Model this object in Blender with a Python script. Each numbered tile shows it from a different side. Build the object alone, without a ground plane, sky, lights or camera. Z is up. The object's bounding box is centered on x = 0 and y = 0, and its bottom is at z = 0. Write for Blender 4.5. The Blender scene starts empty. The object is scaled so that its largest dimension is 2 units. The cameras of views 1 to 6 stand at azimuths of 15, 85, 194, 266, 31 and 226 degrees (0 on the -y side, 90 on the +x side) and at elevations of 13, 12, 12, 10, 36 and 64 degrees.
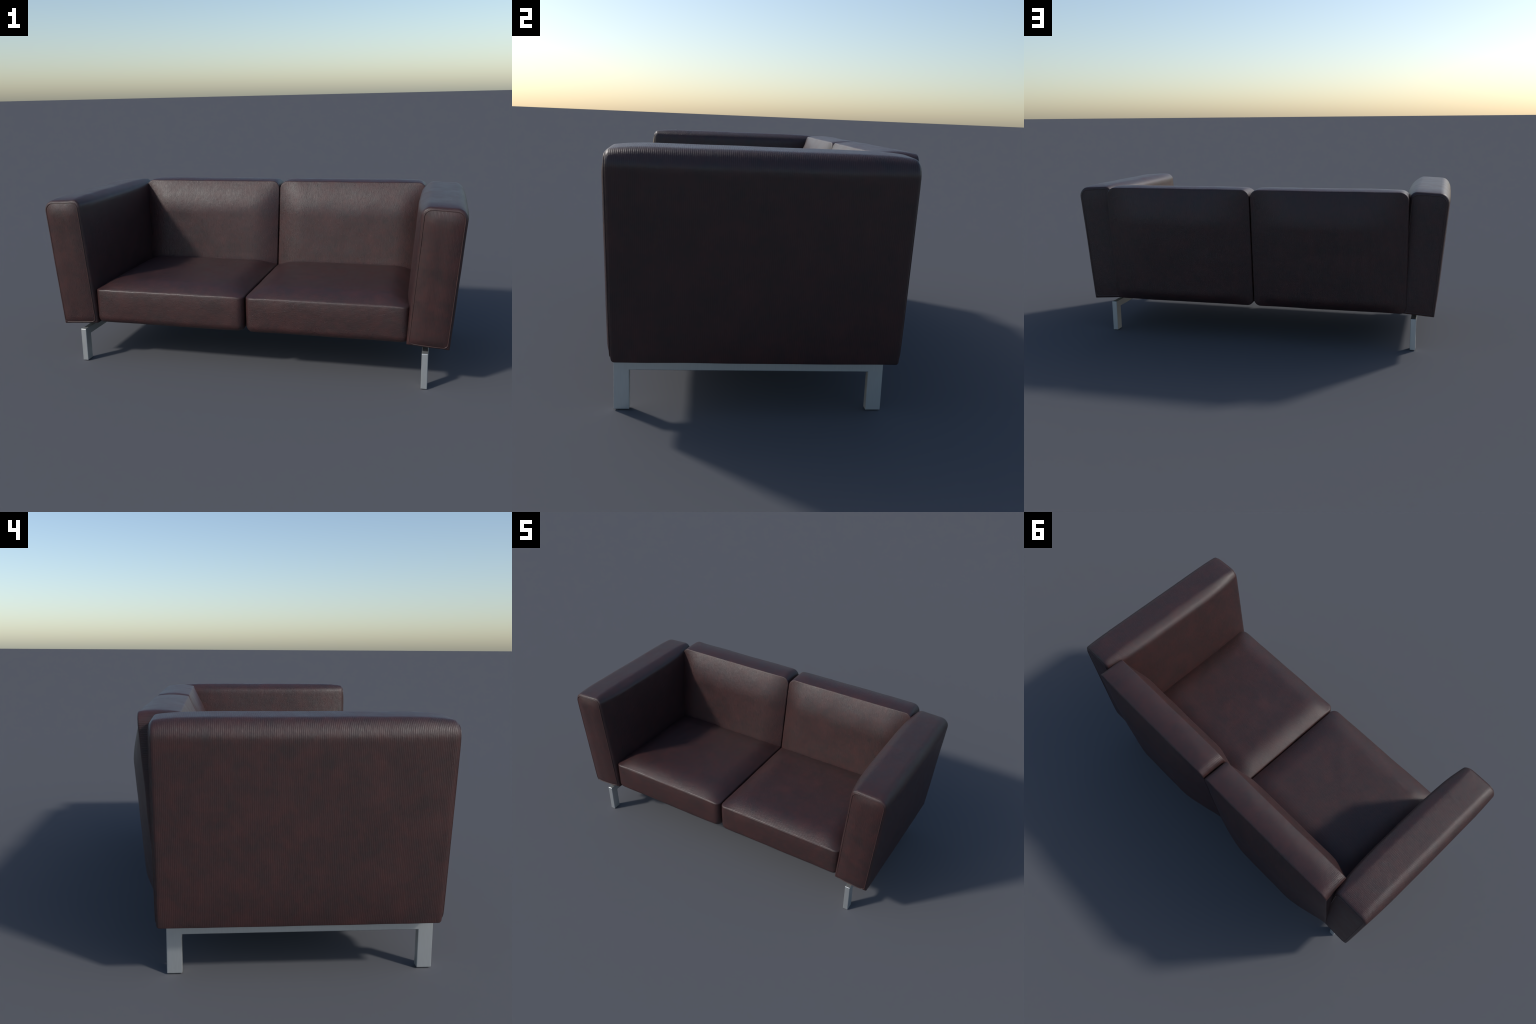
"""Two-seat leather sofa: two tilted box arms, two seat cushions, two back
cushions and two steel sled frames.  Everything is built from a small
"upholstered block" rule: two quadrilateral faces with rounded corners and a
pillow bulge, joined by a band whose four sides may belly out."""
import bpy
import bmesh
import math
from mathutils import Vector, noise

# ------------------------------------------------------------------ materials
def nodes_of(name):
    m = bpy.data.materials.new(name)
    m.use_nodes = True
    nt = m.node_tree
    nt.nodes.clear()
    out = nt.nodes.new("ShaderNodeOutputMaterial")
    bsdf = nt.nodes.new("ShaderNodeBsdfPrincipled")
    nt.links.new(bsdf.outputs[0], out.inputs[0])
    return m, nt, bsdf


class Graph:
    """Tiny helper that keeps node wiring readable."""
    def __init__(self, nt):
        self.nt = nt

    def put(self, sock, val):
        if isinstance(val, bpy.types.NodeSocket):
            self.nt.links.new(val, sock)
        else:
            sock.default_value = val

    def math(self, op, a, b=0.0, c=0.0, clamp=False):
        n = self.nt.nodes.new("ShaderNodeMath")
        n.operation = op
        n.use_clamp = clamp
        for s, v in zip(n.inputs, (a, b, c)):
            self.put(s, v)
        return n.outputs[0]

    def noise(self, vec, scale, detail=2.0, rough=0.5):
        n = self.nt.nodes.new("ShaderNodeTexNoise")
        self.put(n.inputs["Vector"], vec)
        n.inputs["Scale"].default_value = scale
        n.inputs["Detail"].default_value = detail
        n.inputs["Roughness"].default_value = rough
        return n.outputs[0]

    def ramp(self, fac, stops):
        n = self.nt.nodes.new("ShaderNodeValToRGB")
        self.put(n.inputs[0], fac)
        el = n.color_ramp.elements
        while len(el) < len(stops):
            el.new(0.5)
        for e, (p, c) in zip(el, stops):
            e.position = p
            e.color = (*c, 1)
        return n.outputs[0]

    def mix(self, fac, a, b, mode="MIX"):
        n = self.nt.nodes.new("ShaderNodeMix")
        n.data_type = "RGBA"
        n.blend_type = mode
        self.put(n.inputs[0], fac)
        for s, v in ((n.inputs[6], a), (n.inputs[7], b)):
            if isinstance(v, tuple) and len(v) == 3:
                v = (*v, 1)
            self.put(s, v)
        return n.outputs[2]

    def mixf(self, fac, a, b):
        n = self.nt.nodes.new("ShaderNodeMix")
        n.data_type = "FLOAT"
        self.put(n.inputs[0], fac)
        self.put(n.inputs[2], a)
        self.put(n.inputs[3], b)
        return n.outputs[0]


RIB = 0.0054          # pitch of the fine ribs pressed into the leather


def leather(name, main_axis, alt_axis, switch_axis, switch_sign):
    """Ribbed leather.  The ribs are lines of constant main_axis coordinate;
    where the surface faces along switch_axis they follow alt_axis instead
    (switch_sign +1: when it does face that way, -1: when it does not)."""
    m, nt, bsdf = nodes_of(name)
    g = Graph(nt)
    tc = nt.nodes.new("ShaderNodeTexCoord")
    pos = tc.outputs["Object"]
    sp = nt.nodes.new("ShaderNodeSeparateXYZ")
    nt.links.new(pos, sp.inputs[0])
    sn = nt.nodes.new("ShaderNodeSeparateXYZ")
    nt.links.new(tc.outputs["Normal"], sn.inputs[0])
    P = dict(zip("xyz", sp.outputs))
    N = dict(zip("xyz", sn.outputs))
    facing = g.math("GREATER_THAN", g.math("ABSOLUTE", N[switch_axis]), 0.72)
    if switch_sign < 0:
        facing = g.math("SUBTRACT", 1.0, facing)
    coord = g.mixf(facing, P[main_axis], P[alt_axis])
    # ribs, slightly wavy and of uneven strength
    wob = g.noise(pos, 11.0, 2.0)
    coord = g.math("ADD", coord, g.math("MULTIPLY", g.math("SUBTRACT", wob, 0.5), 0.004))
    rib = g.math("SINE", g.math("MULTIPLY", coord, 2 * math.pi / RIB))
    rib = g.math("MULTIPLY_ADD", rib, 0.5, 0.5)
    streak = nt.nodes.new("ShaderNodeTexNoise")      # long streaks along the ribs
    streak.noise_dimensions = "4D"
    nt.links.new(pos, streak.inputs["Vector"])
    streak.inputs["Scale"].default_value = 30.0
    streak.inputs["Detail"].default_value = 2.0
    nt.links.new(g.math("MULTIPLY", coord, 130.0), streak.inputs["W"])
    streak = streak.outputs[0]
    fade = g.math("MULTIPLY_ADD", streak, 2.6, -0.85, clamp=True)
    ribh = g.math("MULTIPLY", rib, g.math("MULTIPLY_ADD", fade, 0.85, 0.15))
    grain = g.noise(pos, 190.0, 2.0, 0.6)
    crease = g.noise(pos, 48.0, 3.0, 0.6)
    height = g.math("ADD", ribh, g.math("ADD", g.math("MULTIPLY", grain, 0.55), g.math("MULTIPLY", crease, 2.0)))
    bump = nt.nodes.new("ShaderNodeBump")
    bump.inputs["Strength"].default_value = BUMP
    bump.inputs["Distance"].default_value = 0.0011
    nt.links.new(height, bump.inputs["Height"])
    nt.links.new(bump.outputs[0], bsdf.inputs["Normal"])
    # mottled brown to oxblood colour
    patch = g.noise(pos, 14.0, 5.0, 0.6)
    col = g.ramp(patch, [(0.32, DARK), (0.50, MID), (0.70, RED)])
    fleck = g.noise(pos, 42.0, 4.0, 0.6)
    fl = g.ramp(fleck, [(0.42, (0.0,) * 3), (0.74, (1.0,) * 3)])
    col = g.mix(g.math("MULTIPLY", fl, 0.5), col, FLECK)
    shade = g.math("MULTIPLY_ADD", ribh, 0.28, 0.88)
    cmb = nt.nodes.new("ShaderNodeCombineColor")
    for s in cmb.inputs:
        nt.links.new(shade, s)
    col = g.mix(1.0, col, cmb.outputs[0], "MULTIPLY")
    nt.links.new(col, bsdf.inputs["Base Color"])
    rough = g.math("MULTIPLY_ADD", g.noise(pos, 14.0, 3.0), 0.16, ROUGH - 0.08)
    nt.links.new(rough, bsdf.inputs["Roughness"])
    bsdf.inputs["Specular IOR Level"].default_value = SPEC
    return m


DARK = (0.0325, 0.0196, 0.0196)
MID = (0.0400, 0.0200, 0.0200)
RED = (0.0520, 0.0212, 0.0205)
FLECK = (0.063, 0.0225, 0.0208)
ROUGH, SPEC, BUMP = 0.415, 0.44, 0.37

arm_leather = leather("ribbed_leather_arm", "y", "x", "y", 1)
seat_leather = leather("ribbed_leather_seat", "z", "y", "z", 1)
back_leather = leather("ribbed_leather_back", "x", "z", "x", 1)

pipe_mat, nt, b = nodes_of("leather_piping")
g = Graph(nt)
tc = nt.nodes.new("ShaderNodeTexCoord")
col = g.ramp(g.noise(tc.outputs["Object"], 30.0, 3.0), [(0.35, (0.036, 0.020, 0.0195)), (0.7, (0.058, 0.027, 0.024))])
nt.links.new(col, b.inputs["Base Color"])
b.inputs["Roughness"].default_value = 0.42

steel, nt, b = nodes_of("satin_steel")
g = Graph(nt)
tc = nt.nodes.new("ShaderNodeTexCoord")
mp = nt.nodes.new("ShaderNodeMapping")
mp.inputs["Scale"].default_value = (60, 60, 4)
nt.links.new(tc.outputs["Object"], mp.inputs[0])
streak = g.noise(mp.outputs[0], 6.0, 3.0)
nt.links.new(g.ramp(streak, [(0.3, (0.57, 0.60, 0.61)), (0.7, (0.60, 0.63, 0.64))]), b.inputs["Base Color"])
nt.links.new(g.math("MULTIPLY_ADD", streak, 0.04, 0.40), b.inputs["Roughness"])
b.inputs["Metallic"].default_value = 0.8

block_mat, nt, b = nodes_of("black_bracket")
g = Graph(nt)
tc = nt.nodes.new("ShaderNodeTexCoord")
nt.links.new(g.ramp(g.noise(tc.outputs["Object"], 40.0), [(0.3, (0.015, 0.015, 0.016)), (0.7, (0.025, 0.025, 0.026))]), b.inputs["Base Color"])
b.inputs["Roughness"].default_value = 0.6


# ------------------------------------------------------------------- geometry
scene_col = bpy.context.scene.collection


def add_object(name, mesh, parent=None, mat=None):
    o = bpy.data.objects.new(name, mesh)
    scene_col.objects.link(o)
    if parent:
        o.parent = parent
    if mat and mesh:
        mesh.materials.clear()
        mesh.materials.append(mat)
    return o


def bake(o):
    """Apply the modifiers of o to its mesh."""
    dg = bpy.context.evaluated_depsgraph_get()
    me = bpy.data.meshes.new_from_object(o.evaluated_get(dg), depsgraph=dg)
    old = o.data
    o.modifiers.clear()
    o.data = me
    bpy.data.meshes.remove(old)
    me.name = o.name


def bilinear(c, u, v):
    """c: corners (-1,-1) (1,-1) (1,1) (-1,1)."""
    a, b = (1 + u) / 2, (1 + v) / 2
    return (c[0] * (1 - a) + c[1] * a) * (1 - b) + (c[3] * (1 - a) + c[2] * a) * b


def rounded_outline(hw, hh, radii, n_side=26, n_arc=8, inset=0.0):
    """Rounded rectangle as (u, v) in -1..1, counter-clockwise from the lower
    left corner; hw and hh are the real half sizes that radii refer to."""
    pts = []
    iu, iv = 1 - inset / hw, 1 - inset / hh
    corner = [(-1, -1), (1, -1), (1, 1), (-1, 1)]
    step = [(1, 0), (0, 1), (-1, 0), (0, -1)]
    for i, (cx, cy) in enumerate(corner):
        r = radii[i]
        dn, dp = step[i], step[i - 1]
        for k in range(n_arc + 1):
            th = math.pi / 2 * k / n_arc
            back, fwd = r * (1 - math.sin(th)), r * (1 - math.cos(th))
            pts.append(((cx * iu) - dp[0] * back / hw + dn[0] * fwd / hw,
                        (cy * iv) - dp[1] * back / hh + dn[1] * fwd / hh))
        r2 = radii[(i + 1) % 4]
        nx, ny = corner[(i + 1) % 4]
        p0 = pts[-1]
        p1 = (nx * iu - dn[0] * r2 / hw, ny * iv - dn[1] * r2 / hh)
        for k in range(1, n_side):
            f = k / n_side
            f = f * f * (3 - 2 * f) * 0.5 + f * 0.5
            pts.append((p0[0] + (p1[0] - p0[0]) * f, p0[1] + (p1[1] - p0[1]) * f))
    return pts


def rise(x, w_neg, w_pos, e):
    """0 at the border x = -1 or 1, rising to 1 at a distance w from it."""
    w = w_neg if x < 0 else w_pos
    t = min(1.0, max(0.0, (1 - abs(x)) / w))
    return 1 - (1 - t) ** e


def pillow(u, v, left, right, low, high, e=2.0):
    """Stuffing profile of a face; the four numbers say how far from each side
    (as a share of the half size) the face reaches its full height."""
    return rise(u, left, right, e) * rise(v, low, high, e)


class Block:
    """Upholstered block between quad A and quad B (same corner order)."""
    def __init__(self, A, B, radii, bulge_a, bulge_b, sides=(0, 0, 0, 0),
                 pa=(1, 1, 1, 1), pb=(1, 1, 1, 1), bevel_a=0.006, bevel_b=0.006,
                 pd=3.0, pd_hi=None, crown=12, qs=4.0, inset=None, n_depth=26, wrinkle=0.0008, seed=0.0):
        self.A = [Vector(p) for p in A]
        self.B = [Vector(p) for p in B]
        self.hw = ((self.A[1] - self.A[0]).length + (self.A[2] - self.A[3]).length) / 4
        self.hh = ((self.A[3] - self.A[0]).length + (self.A[2] - self.A[1]).length) / 4
        self.radii = radii
        na = (self.A[1] - self.A[0]).cross(self.A[3] - self.A[0]).normalized()
        mid_a, mid_b = sum(self.A, Vector()) / 4, sum(self.B, Vector()) / 4
        self.depth = mid_b - mid_a
        self.na = -na if na.dot(self.depth) > 0 else na
        nb = (self.B[1] - self.B[0]).cross(self.B[3] - self.B[0]).normalized()
        self.nb = nb if nb.dot(self.depth) > 0 else -nb
        self.ba, self.bb, self.pa, self.pb = bulge_a, bulge_b, pa, pb
        self.sides, self.pd, self.qs = sides, pd, qs
        self.pd_hi, self.crown = pd_hi or pd, crown
        self.bev_a, self.bev_b = bevel_a, bevel_b
        self.inset = inset
        self.n_depth, self.wrinkle, self.seed = n_depth, wrinkle, seed

    def face_a(self, u, v):
        return bilinear(self.A, u, v) + self.na * self.ba * pillow(u, v, *self.pa)

    def face_b(self, u, v):
        return bilinear(self.B, u, v) + self.nb * self.bb * pillow(u, v, *self.pb)

    def side_bulge(self, u, v, t):
        lo, right, hi, left = self.sides
        x = abs(2 * t - 1)
        prof, prof_hi = 1 - x ** self.pd, 1 - x ** self.pd_hi
        fv = 1 - max(0, -v) ** self.qs          # nothing along the lower edge
        k = 10
        w = (right * max(0, u) ** k + left * max(0, -u) ** k) * fv * prof
        # the upper side swells over its whole width, corners included
        return w + (hi * max(0, v) ** k * prof_hi + lo * max(0, -v) ** k * prof) * (1 - abs(u) ** self.crown)

    def build(self, name):
        bm = bmesh.new()
        out = rounded_outline(self.hw, self.hh, self.radii)
        n = len(out)
        pts_a = [bilinear(self.A, u, v) for u, v in out]
        pts_b = [bilinear(self.B, u, v) for u, v in out]
        mid_a = sum(pts_a, Vector()) / n
        mid_b = sum(pts_b, Vector()) / n
        outward = []
        for i in range(n):
            tan = (pts_a[(i + 1) % n] - pts_a[i - 1]) + (pts_b[(i + 1) % n] - pts_b[i - 1])
            o = tan.cross(pts_b[i] - pts_a[i]).normalized()
            if o.dot((pts_a[i] - mid_a) + (pts_b[i] - mid_b)) < 0:
                o.negate()
            outward.append(o)

        rings = []
        L = self.depth.length
        lo, hi = 1.7 * self.bev_a / L, 1 - 1.7 * self.bev_b / L
        if self.inset:
            lo = 0.0
        ts = [0.0] * (lo > 0)
        for k in range(self.n_depth + 1):
            f = k / self.n_depth
            ts.append(lo + (hi - lo) * (0.55 * f + 0.45 * (f * f * (3 - 2 * f))))
        ts.append(1.0)
        if self.inset:                      # chamfer rows near face A
            dep, amt = self.inset
            ts = [0, dep / L * 0.18, dep / L * 0.45, dep / L * 0.75] + [dep / L + (1 - dep / L) * t for t in ts]
        for t in ts:
            row = []
            for i, (u, v) in enumerate(out):
                p = pts_a[i].lerp(pts_b[i], t) + outward[i] * self.side_bulge(u, v, t)
                if self.inset:
                    x = min(1.0, t * L / dep)
                    p = p - outward[i] * amt * (1 - math.sqrt(max(0.0, 1 - (1 - x) ** 2)))
                row.append(bm.verts.new(p))
            rings.append(row)
        for r0, r1 in zip(rings, rings[1:]):
            for i in range(n):
                bm.faces.new((r0[i], r0[(i + 1) % n], r1[(i + 1) % n], r1[i]))

        def cap(ring, face, bev, amt):
            small = min(self.hw, self.hh)
            d0 = max(bev * 1.5, 0.006)
            ds = [d0 + (small * 0.55 - d0) * (k / 9) ** 1.35 for k in range(10)]
            scal = [(1 - d / self.hw, 1 - d / self.hh) for d in ds]
            su, sv = scal[-1]
            scal += [(su * (1 - k / 9), sv * (1 - k / 9)) for k in range(1, 9)]
            prev = ring
            shrink = 1.0
            for su, sv in scal:
                row = []
                for (u, v) in out:
                    row.append(bm.verts.new(face(u * su * shrink, v * sv * shrink)))
                for i in range(n):
                    bm.faces.new((prev[i], prev[(i + 1) % n], row[(i + 1) % n], row[i]))
                prev = row
            c = bm.verts.new(face(0, 0))
            for i in range(n):
                bm.faces.new((prev[i], prev[(i + 1) % n], c))

        if self.inset:
            # face A starts from the inset outline
            amt = self.inset[1]
            ku, kv = 1 - amt / self.hw, 1 - amt / self.hh
            cap(rings[0], lambda u, v: self.face_a(u * ku, v * kv), 0.004, 0)
        else:
            cap(rings[0], self.face_a, self.bev_a, 0)
        cap(rings[-1], self.face_b, self.bev_b, 0)

        bmesh.ops.recalc_face_normals(bm, faces=bm.faces)
        lay = bm.edges.layers.float.new("bevel_weight_edge")
        wmax = max(self.bev_a, self.bev_b)
        for ring, w in ((rings[0], self.bev_a), (rings[-1], self.bev_b)):
            for i in range(n):
                e = bm.edges.get((ring[i], ring[(i + 1) % n]))
                e[lay] = w / wmax
        me = bpy.data.meshes.new(name)
        bm.to_mesh(me)
        bm.free()
        o = add_object(name, me)
        bv = o.modifiers.new("edge", "BEVEL")
        bv.limit_method = "WEIGHT"
        bv.width = wmax
        bv.segments = 4
        bv.use_clamp_overlap = False
        bake(o)
        me = o.data
        # slight unevenness of stuffed leather
        if self.wrinkle:
            nrm = [v.normal.copy() for v in me.vertices]
            off = Vector((self.seed, self.seed * 0.7, 0))
            for v, nn in zip(me.vertices, nrm):
                h = noise.noise((v.co + off) * 7.0) + 0.5 * noise.noise((v.co + off) * 17.0)
                v.co += nn * h * self.wrinkle
        for p in me.polygons:
            p.use_smooth = True
        return o

    def seam(self, name, face, inset, radii, radius, lift):
        """Piping: a closed tube that runs on a face at constant inset."""
        nrm = self.na if face == "A" else self.nb
        f = self.face_a if face == "A" else self.face_b
        pts = [f(u, v) + nrm * lift for u, v in
               rounded_outline(self.hw, self.hh, radii, n_side=20, n_arc=6, inset=inset)]
        return tube(name, pts, radius)


def tube(name, pts, radius, segs=8):
    bm = bmesh.new()
    n = len(pts)
    rings = []
    mid = sum(pts, Vector()) / n
    for i, p in enumerate(pts):
        tan = (pts[(i + 1) % n] - pts[i - 1]).normalized()
        a = (p - mid)
        a = (a - tan * a.dot(tan)).normalized()
        b = tan.cross(a)
        rings.append([bm.verts.new(p + (a * math.cos(2 * math.pi * k / segs) + b * math.sin(2 * math.pi * k / segs)) * radius)
                      for k in range(segs)])
    for i in range(n):
        r0, r1 = rings[i], rings[(i + 1) % n]
        for k in range(segs):
            bm.faces.new((r0[k], r0[(k + 1) % segs], r1[(k + 1) % segs], r1[k]))
    bmesh.ops.recalc_face_normals(bm, faces=bm.faces)
    me = bpy.data.meshes.new(name)
    bm.to_mesh(me)
    bm.free()
    for p in me.polygons:
        p.use_smooth = True
    return add_object(name, me)


# ---------------------------------------------------------------------- sofa
sofa = bpy.data.objects.new("sofa", None)
scene_col.objects.link(sofa)
sofa["label"] = "two-seat dark brown leather sofa, box arms, steel sled legs"
sofa["category"] = "sofa"

GAP = 0.004           # the seam between left and right cushions stands at x = GAP


def arm(sx):
    """Box arm leaning outward; face A is the front end, face B the rear end."""
    x = lambda v: v * sx
    yf0, yf1 = -0.4680, -0.4760        # front edge, bottom and top
    yb0, yb1 = 0.4020, 0.4065          # rear edge
    sec = [(0.754, 0.2005), (0.9405, 0.1870), (0.9960, 0.8120), (0.8065, 0.8225)]
    A = [(x(px), (yf0, yf0, yf1, yf1)[i], pz) for i, (px, pz) in enumerate(sec)]
    B = [(x(px), (yb0, yb0, yb1, yb1)[i], pz) for i, (px, pz) in enumerate(sec)]
    blk = Block(A, B, (0.004, 0.004, 0.046, 0.034), 0.019, 0.007,
                sides=(0.0, 0.0075, 0.0105, 0.024), pd_hi=9.0, crown=5, pa=(0.8, 0.8, 0.14, 0.25), pb=(0.8, 0.8, 0.3, 0.3),
                bevel_a=0.009, bevel_b=0.010, pd=4.0, qs=6.0, n_depth=34, seed=3.1 * sx)
    o = blk.build("arm")
    o.data.materials.append(arm_leather)
    o.parent = sofa
    for face, ins in (("A", 0.0105), ("B", 0.0115)):
        s = blk.seam("piping", face, ins, (0.018, 0.018, 0.038, 0.030), 0.0024, 0.0)
        s.data.materials.append(pipe_mat)
        s.parent = o
    return o


def seat(x0, x1, seed):
    """Seat cushion; face A is the underside, face B the top."""
    y0, y1, zb, zt = -0.464, 0.262, 0.200, 0.3725
    A = [(x0, y0, zb), (x1, y0, zb), (x1, y1, zb), (x0, y1, zb)]
    B = [(x0, y0, zt), (x1, y0, zt), (x1, y1, zt - 0.006), (x0, y1, zt - 0.006)]
    blk = Block(A, B, (0.035, 0.035, 0.03, 0.03), 0.0, 0.041,
                sides=(0.006, 0.0, 0.0, 0.0), pb=(0.31, 0.31, 0.31, 0.40, 2.0), bevel_a=0.004, bevel_b=0.006,
                inset=(0.034, 0.032), n_depth=14, qs=6, seed=seed, wrinkle=0.0014)
    o = blk.build("seat_cushion")
    o.data.materials.append(seat_leather)
    o.parent = sofa
    return o


def back(x0, x1, seed):
    """Back cushion; face A is the front, face B the rear."""
    zb, zt = 0.198, 0.8225
    A = [(x0, 0.216, zb), (x1, 0.216, zb), (x1, 0.3270, zt), (x0, 0.3270, zt)]
    B = [(x0, 0.405, zb), (x1, 0.405, zb), (x1, 0.460, zt), (x0, 0.460, zt)]
    blk = Block(A, B, (0.035, 0.035, 0.042, 0.042), 0.044, 0.054,
                sides=(0.0, 0.0, 0.0085, 0.0), pa=(0.36, 0.36, 0.3, 0.58, 1.7), pb=(0.60, 0.60, 0.18, 0.58, 1.45),
                bevel_a=0.0035, bevel_b=0.005, pd=2.0, qs=8, n_depth=14, seed=seed, wrinkle=0.0014)
    o = blk.build("back_cushion")
    o.data.materials.append(back_leather)
    o.parent = sofa
    return o


for sx in (-1, 1):
    arm(sx)
seat(-0.763, GAP - 0.0015, 5.0)
seat(GAP + 0.0045, 0.765, 9.0)
back(-0.802, GAP - 0.003, 13.0)
back(GAP + 0.0015, 0.802, 17.0)


def leg_frame(sx):
    """Flat-bar sled: two legs and a rail, cut from one bevelled profile."""
    yo0, yi0, yi1, yo1 = -0.4730, -0.4245, 0.3295, 0.3785
    top, under = 0.1665, 0.1300
    prof = [(yo0, 0.0), (yi0, 0.0), (yi0, under), (yi1, under), (yi1, 0.0), (yo1, 0.0), (yo1, top), (yo0, top)]
    xa, xb = sorted((0.8225 * sx, 0.8505 * sx))
    bm = bmesh.new()
    va = [bm.verts.new((xa, y, z)) for y, z in prof]
    vb = [bm.verts.new((xb, y, z)) for y, z in prof]
    n = len(prof)
    bm.faces.new(va)
    bm.faces.new(vb)
    for i in range(n):
        bm.faces.new((va[i], va[(i + 1) % n], vb[(i + 1) % n], vb[i]))
    bmesh.ops.recalc_face_normals(bm, faces=bm.faces)
    bmesh.ops.bevel(bm, geom=list(bm.edges), offset=0.0028, segments=3, profile=0.5, affect="EDGES")
    bmesh.ops.triangulate(bm, faces=[f for f in bm.faces if len(f.verts) > 4])
    bmesh.ops.bisect_plane(bm, geom=bm.verts[:] + bm.edges[:] + bm.faces[:], plane_co=(0, 0, 0.12), plane_no=(0, 0, 1))
    frame = bpy.data.objects.new("leg_frame", None)
    scene_col.objects.link(frame)
    frame.parent = sofa

    def part(name, keep):
        b2 = bm.copy()
        bmesh.ops.delete(b2, geom=[f for f in b2.faces if not keep(f.calc_center_median())], context="FACES")
        me = bpy.data.meshes.new(name)
        b2.to_mesh(me)
        b2.free()
        for p in me.polygons:
            p.use_smooth = True
        o = add_object(name, me, frame, steel)
        w = o.modifiers.new("normals", "WEIGHTED_NORMAL")
        w.keep_sharp = True
        w.weight = 100
    part("rail", lambda c: c.z > 0.12)
    part("leg", lambda c: c.z < 0.12 and c.y < 0)
    part("leg", lambda c: c.z < 0.12 and c.y > 0)
    bm.free()
    # hidden blocks that carry the arm on the rail
    for y in (-0.22, 0.14):
        bm = bmesh.new()
        bmesh.ops.create_cube(bm, size=1.0)
        for v in bm.verts:
            v.co = Vector((0.8365 * sx + v.co.x * 0.022, y + v.co.y * 0.05, 0.184 + v.co.z * 0.0352))
        bmesh.ops.bevel(bm, geom=list(bm.edges), offset=0.001, segments=1, affect="EDGES")
        me = bpy.data.meshes.new("mounting_block")
        bm.to_mesh(me)
        bm.free()
        add_object("mounting_block", me, frame, block_mat)


for sx in (-1, 1):
    leg_frame(sx)
